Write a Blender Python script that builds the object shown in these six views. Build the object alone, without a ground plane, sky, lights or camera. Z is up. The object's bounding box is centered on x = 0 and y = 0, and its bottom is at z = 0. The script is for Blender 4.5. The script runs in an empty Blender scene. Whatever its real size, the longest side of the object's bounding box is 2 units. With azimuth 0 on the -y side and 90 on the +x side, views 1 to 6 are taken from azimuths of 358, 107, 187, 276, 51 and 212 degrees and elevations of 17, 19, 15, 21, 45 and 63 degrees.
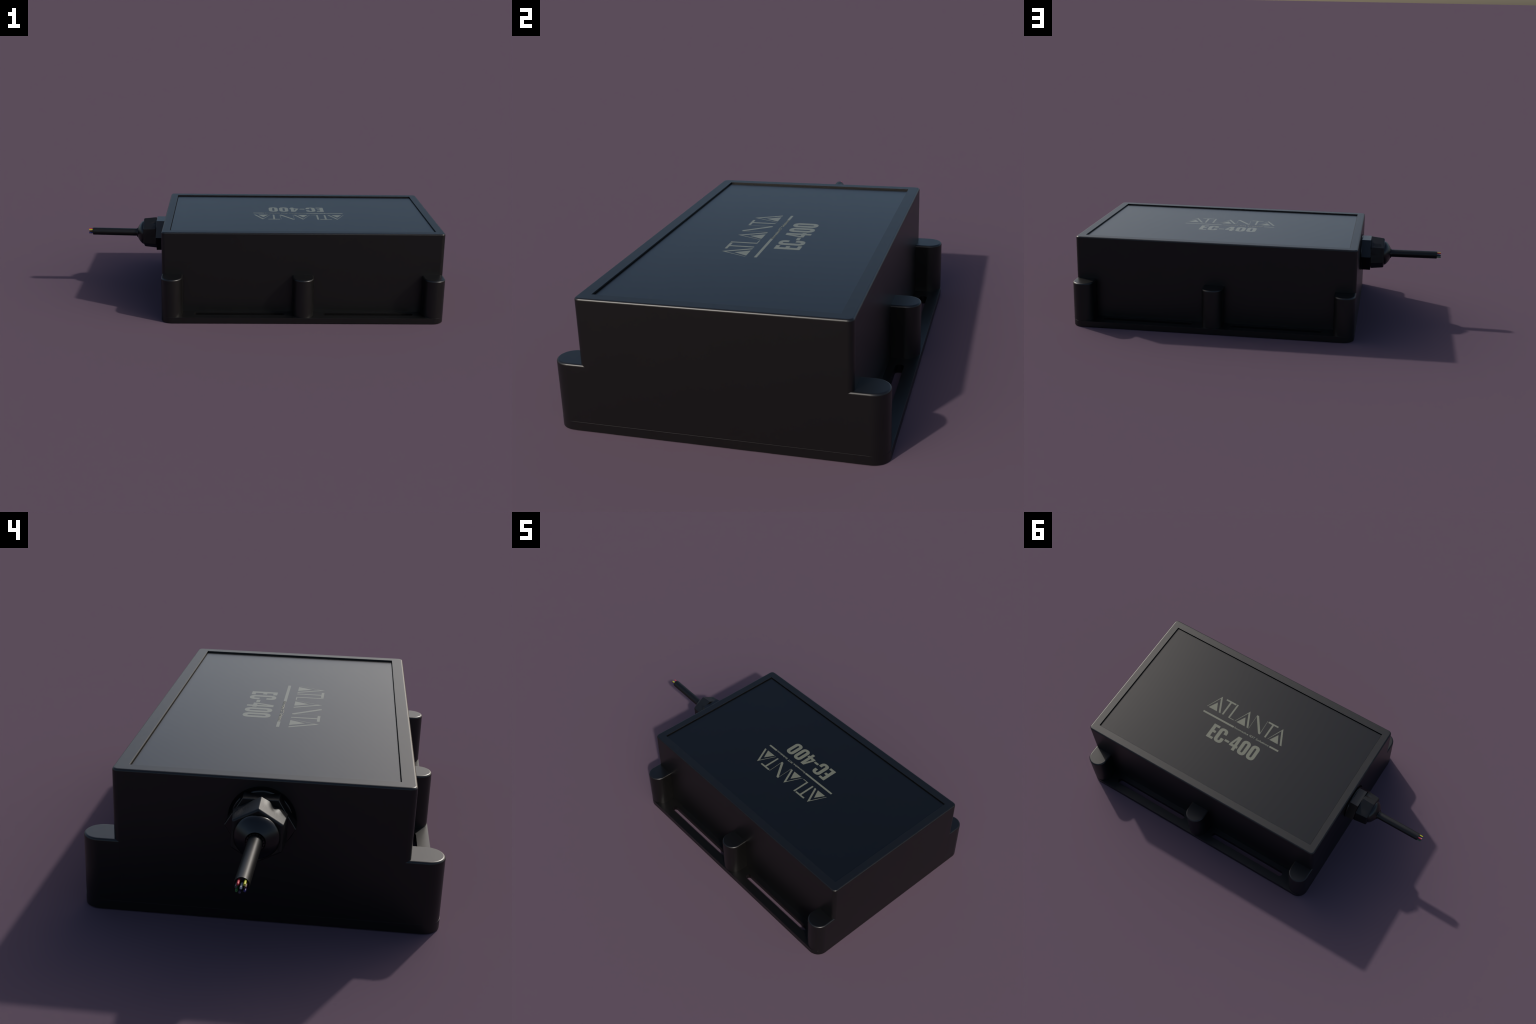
import bpy, bmesh, math, random
from mathutils import Vector, Matrix

random.seed(7)
TAU = 2 * math.pi

# --------------------------------------------------------------------------
# sizes (metres)
# --------------------------------------------------------------------------
X0, X1 = -0.5445, 1.0            # mounting plate ends
BX0, BX1 = -0.5443, 0.99985       # enclosure wall ends
MID_Y = -0.0008                  # the walls sit a hair off centre
BODY_Y = 0.4570                  # half width of the enclosure walls
CORNER_R = 0.0215                # vertical corners of the enclosure
BASE_Y = 0.5640                  # half width of the mounting plate
BASE_Z = 0.0310                  # top of the mounting plate
TOP_Z = 0.4795                   # rim of the enclosure
LID_Z = 0.4725                   # top of the recessed lid
OPEN = (-0.5000, 0.9550, -0.4110, 0.4090)    # lid opening x0 x1 y0 y1
POST_R, POST_Y, POST_Z = 0.0575, 0.5050, 0.2440
SLOTS = ((-0.3700, 0.1310), (0.3380, 0.8370))
SLOT_Y, SLOT_R = 0.5012, 0.0164
AX_Y, AX_Z = -0.0035, 0.3520     # axis of the cable gland


# --------------------------------------------------------------------------
# materials
# --------------------------------------------------------------------------
def plastic(name, colour, rough, spec=0.5, grain=900.0, grain_bump=0.0, variation=0.06, stretch=(1, 1, 1)):
    m = bpy.data.materials.new(name)
    m.use_nodes = True
    nt = m.node_tree
    n, l = nt.nodes, nt.links
    bsdf = n["Principled BSDF"]
    co = n.new("ShaderNodeTexCoord")
    mp = n.new("ShaderNodeMapping")
    mp.inputs["Scale"].default_value = stretch
    l.new(co.outputs["Object"], mp.inputs["Vector"])
    cloud = n.new("ShaderNodeTexNoise")
    cloud.inputs["Scale"].default_value = 9.0
    cloud.inputs["Detail"].default_value = 4.0
    l.new(mp.outputs["Vector"], cloud.inputs["Vector"])
    ramp = n.new("ShaderNodeValToRGB")
    ramp.color_ramp.elements[0].position = 0.3
    ramp.color_ramp.elements[1].position = 0.7
    ramp.color_ramp.elements[0].color = (*[c * (1 - variation) for c in colour], 1)
    ramp.color_ramp.elements[1].color = (*[c * (1 + variation) for c in colour], 1)
    l.new(cloud.outputs["Fac"], ramp.inputs["Fac"])
    l.new(ramp.outputs["Color"], bsdf.inputs["Base Color"])
    bsdf.inputs["Roughness"].default_value = rough
    bsdf.inputs["Specular IOR Level"].default_value = spec
    if grain_bump:
        fine = n.new("ShaderNodeTexNoise")
        fine.inputs["Scale"].default_value = grain
        fine.inputs["Detail"].default_value = 3.0
        l.new(mp.outputs["Vector"], fine.inputs["Vector"])
        bump = n.new("ShaderNodeBump")
        bump.inputs["Strength"].default_value = grain_bump
        bump.inputs["Distance"].default_value = 0.001
        l.new(fine.outputs["Fac"], bump.inputs["Height"])
        l.new(bump.outputs["Normal"], bsdf.inputs["Normal"])
    return m


M_BODY = plastic("black_moulded_plastic", (0.0018, 0.0017, 0.0016), 0.37)
M_LID = plastic("satin_black_lid", (0.0010, 0.0011, 0.0013), 0.29, variation=0.03)
M_PRINT = plastic("grey_print", (0.135, 0.140, 0.103), 0.29, spec=0.5, variation=0.02)
M_TAG = plastic("fine_grey_print", (0.125, 0.130, 0.098), 0.29, spec=0.5, variation=0.02)
M_GLAND = plastic("gland_nylon", (0.0020, 0.0020, 0.0022), 0.29)
M_NUT = plastic("gland_nut_nylon", (0.0024, 0.0023, 0.0022), 0.46, spec=0.40, grain=420, grain_bump=0.10, stretch=(0.08, 1, 1))
M_CONTACT_SHADE = plastic("black_contact_shade", (0.0015, 0.0015, 0.0015), 0.80, spec=0.08)
M_SHEATH = plastic("cable_sheath", (0.0022, 0.0022, 0.0022), 0.40, spec=0.36)
M_FILL = plastic("cable_filler", (0.0075, 0.0070, 0.0075), 0.7, spec=0.2)


# --------------------------------------------------------------------------
# helpers
# --------------------------------------------------------------------------
def add(name, verts, faces, mat, parent, smooth=35):
    me = bpy.data.meshes.new(name)
    me.from_pydata([tuple(v) for v in verts], [], faces)
    me.validate()
    bm = bmesh.new()
    bm.from_mesh(me)
    bmesh.ops.recalc_face_normals(bm, faces=bm.faces)
    bm.to_mesh(me)
    bm.free()
    return place(name, me, mat, parent, smooth)


def place(name, me, mat, parent, smooth=35):
    if mat is not None and not me.materials:
        me.materials.append(mat)
    if smooth is not None:
        me.polygons.foreach_set("use_smooth", [True] * len(me.polygons))
        me.set_sharp_from_angle(angle=math.radians(smooth))
    ob = bpy.data.objects.new(name, me)
    bpy.context.scene.collection.objects.link(ob)
    ob.parent = parent
    if smooth is not None:
        wn = ob.modifiers.new("flat_faces_stay_flat", "WEIGHTED_NORMAL")
        wn.mode = "FACE_AREA"
        wn.weight = 100
        wn.keep_sharp = True
    return ob


def rounded_rect(x0, x1, y0, y1, r, seg=8):
    pts = []
    for cx, cy, a0 in ((x1 - r, y1 - r, 0), (x0 + r, y1 - r, 90), (x0 + r, y0 + r, 180), (x1 - r, y0 + r, 270)):
        for i in range(seg + 1):
            a = math.radians(a0 + 90 * i / seg)
            pts.append((cx + r * math.cos(a), cy + r * math.sin(a)))
    return pts


def stack(loops, cap_start=True, cap_end=True):
    """bridge rings of equal length"""
    n = len(loops[0])
    v = [p for lp in loops for p in lp]
    f = []
    for k in range(len(loops) - 1):
        a, b = k * n, (k + 1) * n
        for i in range(n):
            j = (i + 1) % n
            f.append((a + i, a + j, b + j, b + i))
    if cap_start:
        f.append(tuple(range(n - 1, -1, -1)))
    if cap_end:
        f.append(tuple((len(loops) - 1) * n + i for i in range(n)))
    return v, f


def quarter(r, seg=6):
    """(inset, drop) pairs of a quarter round, from the wall up to the top"""
    return [(r * (1 - math.cos(a)), r * (1 - math.sin(a))) for a in (math.pi / 2 * i / seg for i in range(seg + 1))]


def lathe(profile, seg=64, radius=None, y=AX_Y, z=AX_Z):
    """profile of (x, r) turned about the gland axis; radius(theta, x, r) may shape each ring"""
    loops = []
    for x, r in profile:
        ring = []
        for i in range(seg):
            t = TAU * i / seg
            rr = radius(t, x, r) if radius else r
            ring.append((x, y + rr * math.sin(t), z + rr * math.cos(t)))
        loops.append(ring)
    return loops


# --------------------------------------------------------------------------
# the thing
# --------------------------------------------------------------------------
thing = bpy.data.objects.new("electronics_enclosure", None)
bpy.context.scene.collection.objects.link(thing)
thing.location = (0, 0, 0)
thing["label"] = "black plastic electronics enclosure with printed lid and cable gland"
thing["category"] = "electronics box"


# ---- enclosure body ------------------------------------------------------
def build_body():
    r, b = CORNER_R, 0.0082
    ring = lambda ins, z: [(x, y, z) for x, y in rounded_rect(BX0 + ins, BX1 - ins, MID_Y - BODY_Y + ins, MID_Y + BODY_Y - ins, r - ins)]
    loops = [ring(0, BASE_Z - 0.0001), ring(0, 0.12), ring(0, 0.30)]
    loops += [ring(i, TOP_Z - d) for i, d in quarter(b)]
    hole = lambda z, g=0.0: [(x, y, z) for x, y in rounded_rect(OPEN[0] - g, OPEN[1] + g, OPEN[2] - g, OPEN[3] + g, 0.0012)]
    loops += [hole(TOP_Z, 0.0005), hole(TOP_Z - 0.0005), hole(0.4560)]
    v, f = stack(loops)
    return add("enclosure_body", v, f, M_BODY, thing)


body = build_body()


# ---- mounting plate with slotted flanges ----------------------------------
def build_base():
    bev = 0.00015
    seg = 14
    rc = 0.0600
    outer = rounded_rect(X0, X1, -BASE_Y, BASE_Y, rc, seg)
    inner = rounded_rect(X0 + bev, X1 - bev, -BASE_Y + bev, BASE_Y - bev, rc - bev, seg)
    low = rounded_rect(X0 + bev, X1 - bev, -BASE_Y + bev, BASE_Y - bev, rc - bev, seg)
    holes = [rounded_rect(a, b, s * SLOT_Y - SLOT_R, s * SLOT_Y + SLOT_R, SLOT_R * 0.98, 8) for s in (-1, 1) for a, b in SLOTS]
    bm = bmesh.new()

    def ring(pts, z):
        return [bm.verts.new((x, y, z)) for x, y in pts]

    def edges(vs):
        return [bm.edges.get((vs[i], vs[(i + 1) % len(vs)])) or bm.edges.new((vs[i], vs[(i + 1) % len(vs)])) for i in range(len(vs))]

    def wall(a, b):
        for i in range(len(a)):
            j = (i + 1) % len(a)
            bm.faces.new((a[i], a[j], b[j], b[i]))

    v0, v1, v2, v3 = ring(low, 0.0), ring(outer, bev), ring(outer, BASE_Z - bev), ring(inner, BASE_Z)
    wall(v0, v1), wall(v1, v2), wall(v2, v3)
    tops, bottoms = edges(v3), edges(v0)
    for h in holes:
        a, b = ring(h, 0.0), ring(h, BASE_Z)
        wall(b, a)
        tops += edges(b)
        bottoms += edges(a)
    bmesh.ops.triangle_fill(bm, edges=tops, use_beauty=True, use_dissolve=False, normal=(0, 0, 1))
    bmesh.ops.triangle_fill(bm, edges=bottoms, use_beauty=True, use_dissolve=False, normal=(0, 0, -1))
    bmesh.ops.recalc_face_normals(bm, faces=bm.faces)
    me = bpy.data.meshes.new("mounting_plate")
    bm.to_mesh(me)
    bm.free()
    return place("mounting_plate", me, M_BODY, thing)


base = build_base()


# ---- mounting posts: D shaped columns against the long walls ---------------
def post_mesh(root):
    b = 0.0080

    def ring(ins, z):
        rr = POST_R - ins
        pts = [(-rr, root), ]
        n = 28
        pts += [(-rr * math.cos(math.pi * i / n), POST_Y + rr * math.sin(math.pi * i / n)) for i in range(n + 1)]
        pts.append((rr, root))
        return [(x, y, z) for x, y in pts]

    loops = [ring(0, BASE_Z - 0.0001), ring(0, 0.13)] + [ring(i, POST_Z - d) for i, d in quarter(b)]
    v, f = stack(loops)
    me = bpy.data.meshes.new("mounting_post")
    me.from_pydata(v, [], f)
    bm = bmesh.new()
    bm.from_mesh(me)
    bmesh.ops.recalc_face_normals(bm, faces=bm.faces)
    bm.to_mesh(me)
    bm.free()
    return me


pm = post_mesh(BODY_Y - CORNER_R + 0.0014)
for side in (1, -1):
    for cx in (BX0 + POST_R, (BX0 + BX1) / 2, BX1 - POST_R):
        o = place("mounting_post", pm, M_BODY, thing)
        o.location = (cx, 0, 0)
        o.rotation_euler = (0, 0, 0 if side > 0 else math.pi)


# ---- lid -------------------------------------------------------------------
def build_lid():
    g, b = 0.0003, 0.0030
    ring = lambda ins, z: [(x, y, z) for x, y in rounded_rect(OPEN[0] + g + ins, OPEN[1] - g - ins, OPEN[2] + g + ins, OPEN[3] - g - ins, 0.0070 - ins)]
    loops = [ring(0, 0.4562), ring(0, LID_Z - b)] + [ring(i, LID_Z - d) for i, d in quarter(b, 6)][1:]
    v, f = stack(loops)
    return add("lid", v, f, M_LID, thing)


lid = build_lid()


# ---- printing on the lid: reading direction is -x, letter tops point to -y ---
S_OFF, T_OFF = 0.0022, -0.0027
PRINT_LOW, PRINT_TOP = LID_Z - 0.0006, LID_Z + 0.00015


def printed(name, outlines, mat=M_PRINT, parent=None, off=(S_OFF, T_OFF)):
    """flat ink piece from closed outlines in reading coordinates (s to the right, t up); later outlines are holes"""
    bm = bmesh.new()
    tops, walls = [], []
    for pts in outlines:
        up = [bm.verts.new((-(s + off[0]), -(t + off[1]), PRINT_TOP)) for s, t in pts]
        dn = [bm.verts.new((-(s + off[0]), -(t + off[1]), PRINT_LOW)) for s, t in pts]
        n = len(pts)
        for i in range(n):
            j = (i + 1) % n
            bm.faces.new((up[i], up[j], dn[j], dn[i]))
            tops.append(bm.edges.get((up[i], up[j])))
    bmesh.ops.triangle_fill(bm, edges=tops, use_beauty=True, normal=(0, 0, 1))
    bmesh.ops.recalc_face_normals(bm, faces=bm.faces)
    for f in bm.faces:
        if abs(f.normal.z) > 0.5 and f.normal.z < 0:
            f.normal_flip()
    me = bpy.data.meshes.new(name)
    bm.to_mesh(me)
    bm.free()
    return place(name, me, mat, parent or lid, None)


def box(s0, s1, t0, t1):
    return [(s0, t0), (s1, t0), (s1, t1), (s0, t1)]


LO, HI = 0.0392, 0.1431          # baseline and top of the large word


def letter_a(d):
    printed("letter", [[(-0.4906 + d, LO), (-0.4881 + d, LO), (-0.4473 + d, 0.1261), (-0.4063 + d, LO), (-0.3943 + d, LO), (-0.4440 + d, HI)]])
    printed("letter_triangle", [[(-0.4774 + d, LO + 0.0003), (-0.4201 + d, LO + 0.0003), (-0.4481 + d, 0.0936)]])


def letter_t(d):
    printed("letter", [[(-0.3840 + d, LO), (-0.3742 + d, LO), (-0.3738 + d, 0.1328), (-0.3456 + d, 0.1328), (-0.3456 + d, HI - 0.0004), (-0.4128 + d, HI - 0.0004), (-0.4128 + d, 0.1328), (-0.3848 + d, 0.1328)]])


letter_a(0)
letter_t(0)
printed("letter", [[(-0.3398, LO), (-0.3010, LO), (-0.3010, LO + 0.0038), (-0.3300, LO + 0.0038), (-0.3300, HI), (-0.3398, HI)]])
letter_a(0.1970)
printed("letter", [[(-0.1958, LO), (-0.1941, LO), (-0.1972, 0.1345), (-0.1290, LO + 0.0008), (-0.1184, LO + 0.0002), (-0.1172, LO + 0.0040), (-0.1226, HI - 0.0008),
                    (-0.1243, HI - 0.0008), (-0.1200, 0.0500), (-0.1868, HI), (-0.1990, HI)]])
letter_t(0.2975)
letter_a(0.4275)
printed("rule_line", [box(-0.4903, -0.2750, -0.0040, 0.0070)])
printed("rule_line", [box(-0.0262, 0.0348, -0.0040, 0.0067)])


# the model number: heavy condensed grotesque
def arc(cs, ct, rs, rt, a0, a1, n=18, p=2.35):
    out = []
    for i in range(n + 1):
        a = math.radians(a0 + (a1 - a0) * i / n)
        c, s = math.cos(a), math.sin(a)
        out.append((cs + rs * math.copysign(abs(c) ** (2 / p), c), ct + rt * math.copysign(abs(s) ** (2 / p), s)))
    return out


Z = (0.0, 0.0)
B, C_ = -0.1368, -0.0386         # baseline and cap line
printed("letter", [[(-0.3815, B), (-0.3391, B), (-0.3391, -0.1218), (-0.3612, -0.1218), (-0.3612, -0.0931), (-0.3448, -0.0931), (-0.3448, -0.0777), (-0.3610, -0.0777),
                    (-0.3610, -0.0537), (-0.3400, -0.0537), (-0.3400, C_), (-0.3815, C_)]], off=Z)
cs = -0.3052
letter_c = [(-0.2776, -0.1003)] + arc(cs, -0.1145, 0.0276, 0.0244, 0, -90) + arc(cs, -0.1145, 0.0276, 0.0244, -90, -180)[1:]
letter_c += arc(cs, -0.0610, 0.0276, 0.0228, 180, 90) + arc(cs, -0.0610, 0.0276, 0.0228, 90, 0)[1:] + [(-0.2776, -0.0740), (-0.2978, -0.0740)]
letter_c += arc(cs + 0.0004, -0.0610, 0.0070, 0.0080, 0, 90, 8, 2) + arc(cs + 0.0004, -0.0610, 0.0070, 0.0080, 90, 180, 8, 2)[1:]
letter_c += arc(cs + 0.0004, -0.1150, 0.0070, 0.0080, 180, 270, 8, 2) + arc(cs + 0.0004, -0.1150, 0.0070, 0.0080, 270, 360, 8, 2)[1:] + [(-0.2978, -0.1003)]
printed("letter", [letter_c], off=Z)
printed("hyphen", [box(-0.2699, -0.2408, -0.1080, -0.0944)], off=Z)
printed("digit", [[(-0.2058, B), (-0.1874, B), (-0.1874, -0.1150), (-0.1796, -0.1150), (-0.1796, -0.0995), (-0.1874, -0.0995), (-0.1876, C_), (-0.2116, C_),
                   (-0.2334, -0.1025), (-0.2334, -0.1150), (-0.2058, -0.1150)], [(-0.2185, -0.1000), (-0.2059, -0.1000), (-0.2059, -0.0605)]], off=Z)
for c0 in (-0.1454, -0.0831):
    o_ = arc(c0, -0.0640, 0.0268, 0.0264, 0, 90) + arc(c0, -0.0640, 0.0268, 0.0264, 90, 180)[1:] + arc(c0, -0.1115, 0.0268, 0.0264, 180, 270) + arc(c0, -0.1115, 0.0268, 0.0264, 270, 360)[1:]
    i_ = arc(c0, -0.0615, 0.0063, 0.0070, 0, 180, 14, 2) + arc(c0, -0.1142, 0.0063, 0.0070, 180, 360, 14, 2)
    printed("digit", [o_, i_], off=Z)


# small line of writing between the two rules (built-in font)
def tagline(text, s0, s1, t0, cap):
    cu = bpy.data.curves.new("tagline", "FONT")
    cu.body = text
    cu.size = 1.0
    cu.offset = 0.030
    cu.resolution_u = 3
    ob = bpy.data.objects.new("tagline_source", cu)
    bpy.context.scene.collection.objects.link(ob)
    bpy.context.view_layer.update()
    me = bpy.data.meshes.new_from_object(ob.evaluated_get(bpy.context.evaluated_depsgraph_get()))
    bpy.data.objects.remove(ob)
    xs = [v.co.x for v in me.vertices]
    w = max(xs) - min(xs)
    sx, sy = (s1 - s0) / w, cap / 0.73
    for v in me.vertices:
        s, t = s0 + (v.co.x - min(xs)) * sx, t0 + v.co.y * sy
        v.co = (-(s + S_OFF), -(t + T_OFF), PRINT_TOP)
    me.name = "tagline"
    bm = bmesh.new()
    bm.from_mesh(me)
    bmesh.ops.remove_doubles(bm, verts=bm.verts, dist=1e-6)
    bmesh.ops.recalc_face_normals(bm, faces=bm.faces)
    for f in bm.faces:
        if f.normal.z < 0:
            f.normal_flip()
    ext = bmesh.ops.extrude_face_region(bm, geom=bm.faces[:])
    bmesh.ops.translate(bm, verts=[g for g in ext["geom"] if isinstance(g, bmesh.types.BMVert)], vec=(0, 0, PRINT_LOW - PRINT_TOP))
    bmesh.ops.recalc_face_normals(bm, faces=bm.faces)
    bm.to_mesh(me)
    bm.free()
    me.materials.clear()
    o = place("tagline", me, M_TAG, lid, None)
    o["kind"] = "stuff"
    return o


tagline("Innovative IOT Solutions", -0.2690, -0.0305, -0.0040, 0.0128)


# --------------------------------------------------------------------------
# cable gland on the end wall
# --------------------------------------------------------------------------
HEX_C = (-0.0045, 0.3485)


def hex_ring(x, ins):
    w, c, h = 0.1062 - ins * 1.15, 0.0535 - ins * 0.58, 0.0876 - ins
    return [(x, HEX_C[0] + a, HEX_C[1] + b) for a, b in ((w, 0), (c, h), (-c, h), (-w, 0), (-c, -h), (c, -h))]


v, f = stack([hex_ring(-0.5500, 0.0), hex_ring(-0.6008, 0.0), hex_ring(-0.6022, 0.0014)])
gland = add("cable_gland", v, f, M_GLAND, thing, smooth=20)

# matt-black ring modelled for contact shade on the wall, then the round flange
v, f = stack(lathe([(BX0 + 0.001, 0.1035), (BX0 - 0.0022, 0.1035), (BX0 - 0.0032, 0.1020), (BX0 - 0.0034, 0.0700)], 72, y=HEX_C[0], z=0.3500))
add("contact_shade_ring", v, f, M_CONTACT_SHADE, gland)
v, f = stack(lathe([(BX0, 0.0940), (-0.5500, 0.0940), (-0.5518, 0.0932), (-0.5528, 0.0918), (-0.5532, 0.0890), (-0.5533, 0.0600)], 72, y=HEX_C[0], z=0.3500))
add("gland_flange", v, f, M_GLAND, gland)

# clamping nut: tapered hexagon, one corner up, flats dished towards the back
NUT_TURN = math.radians(-2.0)


def nut_radius(t, x, R):
    a = (t - NUT_TURN) % (TAU / 6)
    phi = a - TAU / 12                       # angle from the middle of a flat
    ap = R * math.cos(TAU / 12)
    r = ap / math.cos(phi)
    r = min(r, R * 0.992)                    # blunt corners
    back = max(0.0, min(1.0, (x + 0.645) / 0.038))
    back = back * back * (3 - 2 * back)
    flat = int(((t - NUT_TURN) % TAU) // (TAU / 6))
    amount = (0.0, 0.25, 0.30, 0.25, 0.20, 1.0)[flat]
    deg = abs(math.degrees(phi))
    r += amount * back * (0.0014 * math.exp(-((deg - 15) / 8) ** 2) - 0.0036 * math.exp(-(deg / 6) ** 2))
    if flat in (0, 1):                       # fine grip serration
        side = math.degrees(phi)
        grip = (0.25 + 0.75 / (1 + math.exp(-(side - 8) / 3))) if flat == 0 else 0.35
        fade = max(0.0, min(1.0, (x + 0.668) / 0.012)) * max(0.0, min(1.0, (29 - deg) / 4))
        r += 0.00038 * grip * fade * math.sin(math.radians(side) * 180)
    return r


prof = [(-0.6030, 0.0600), (-0.6030, 0.0925), (-0.6042, 0.0945)]
prof += [(-0.6042 - 0.0648 * k / 14, 0.0945 - 0.0072 * k / 14) for k in range(1, 15)]
prof += [(-0.6690 - 0.0085 * math.sin(a), 0.0873 - 0.0085 * (1 - math.cos(a))) for a in (math.radians(15 * k) for k in range(1, 7))]
prof += [(-0.6765, 0.0700), (-0.6745, 0.0600)]
v, f = stack(lathe(prof, 1080, nut_radius))
add("clamping_nut", v, f, M_NUT, gland, smooth=42)

# domed seal end
prof = [(-0.6700, 0.0684), (-0.6770, 0.0684), (-0.6815, 0.0678), (-0.6860, 0.0660), (-0.6910, 0.0624), (-0.6965, 0.0566), (-0.7020, 0.0494), (-0.7075, 0.0410),
        (-0.7115, 0.0340), (-0.7133, 0.0300), (-0.7125, 0.0285), (-0.7040, 0.0280)]
v, f = stack(lathe(prof, 72))
add("gland_dome", v, f, M_GLAND, gland, smooth=40)

# ring of clamping fingers around the cable
verts, faces = [], []
N = 16
for k in range(N):
    a0, a1 = TAU * (k + 0.10) / N, TAU * (k + 0.90) / N
    base_i = len(verts)
    for x in (-0.7040, -0.7185):
        for r in (0.0232, 0.0272):
            for a in (a0, (a0 + a1) / 2, a1):
                verts.append((x, AX_Y + r * math.sin(a), AX_Z + r * math.cos(a)))
    q = lambda xi, ri, ai: base_i + xi * 6 + ri * 3 + ai
    for s in (0, 1):
        faces += [(q(s, 0, 0), q(s, 0, 1), q(s, 1, 1), q(s, 1, 0)), (q(s, 0, 1), q(s, 0, 2), q(s, 1, 2), q(s, 1, 1))]
        faces += [(q(0, s, 0), q(0, s, 1), q(1, s, 1), q(1, s, 0)), (q(0, s, 1), q(0, s, 2), q(1, s, 2), q(1, s, 1))]
    faces += [(q(0, 0, 0), q(0, 1, 0), q(1, 1, 0), q(1, 0, 0)), (q(0, 0, 2), q(0, 1, 2), q(1, 1, 2), q(1, 0, 2))]
o = add("clamping_finger", verts, faces, M_GLAND, gland)
o["kind"] = "stuff"


# --------------------------------------------------------------------------
# cable with cut end
# --------------------------------------------------------------------------
def cable_axis(x):
    u = (-0.70 - x) / 0.28
    return AX_Y + 0.0042 * u, AX_Z + 0.0008 + 0.0040 * u


loops = []
for x, r in [(-0.690, 0.0216), (-0.75, 0.0216), (-0.85, 0.0214), (-0.9755, 0.0212), (-0.9768, 0.0208), (-0.9770, 0.0200), (-0.9768, 0.0190), (-0.9700, 0.0188)]:
    y, z = cable_axis(x)
    loops.append([(x, y + r * math.sin(TAU * i / 40), z + r * math.cos(TAU * i / 40)) for i in range(40)])
v, f = stack(loops, True, False)
cable = add("cable", v, f, M_SHEATH, thing)
y, z = cable_axis(-0.9738)
v, f = stack([[(x, y + 0.0189 * math.sin(TAU * i / 40), z + 0.0189 * math.cos(TAU * i / 40)) for i in range(40)] for x in (-0.968, -0.9738)])
add("cable_filler", v, f, M_FILL, cable)

WIRES = (("red", 0.0072, 0.0113, (0.42, 0.022, 0.035)), ("yellow", -0.0098, 0.0107, (0.42, 0.42, 0.020)), ("brown", -0.0121, 0.0036, (0.060, 0.022, 0.016)),
         ("blue", -0.0107, -0.0067, (0.018, 0.018, 0.125)), ("violet", 0.0022, -0.0117, (0.040, 0.030, 0.065)), ("green", 0.0109, -0.0086, (0.012, 0.105, 0.022)),
         ("grey", 0.0121, 0.0028, (0.030, 0.034, 0.045)), ("white", -0.0010, 0.0010, (0.42, 0.45, 0.48)))
for i, (nm, dy, dz, col) in enumerate(WIRES):
    mat = plastic(nm + "_wire_insulation", col, 0.35, variation=0.02)
    y, z = cable_axis(-0.98)
    end = -1.0 + 0.0012 * ((i * 3) % 4) / 3
    wl = []
    for x, r in [(-0.970, 0.0034), (-0.985, 0.0034), (end + 0.0006, 0.0034), (end + 0.0001, 0.0031), (end, 0.0024), (end + 0.0001, 0.0012)]:
        wl.append([(x, y + dy + r * math.sin(TAU * k / 20), z + dz + r * math.cos(TAU * k / 20)) for k in range(20)])
    v, f = stack(wl)
    add("wire", v, f, mat, cable, smooth=40)
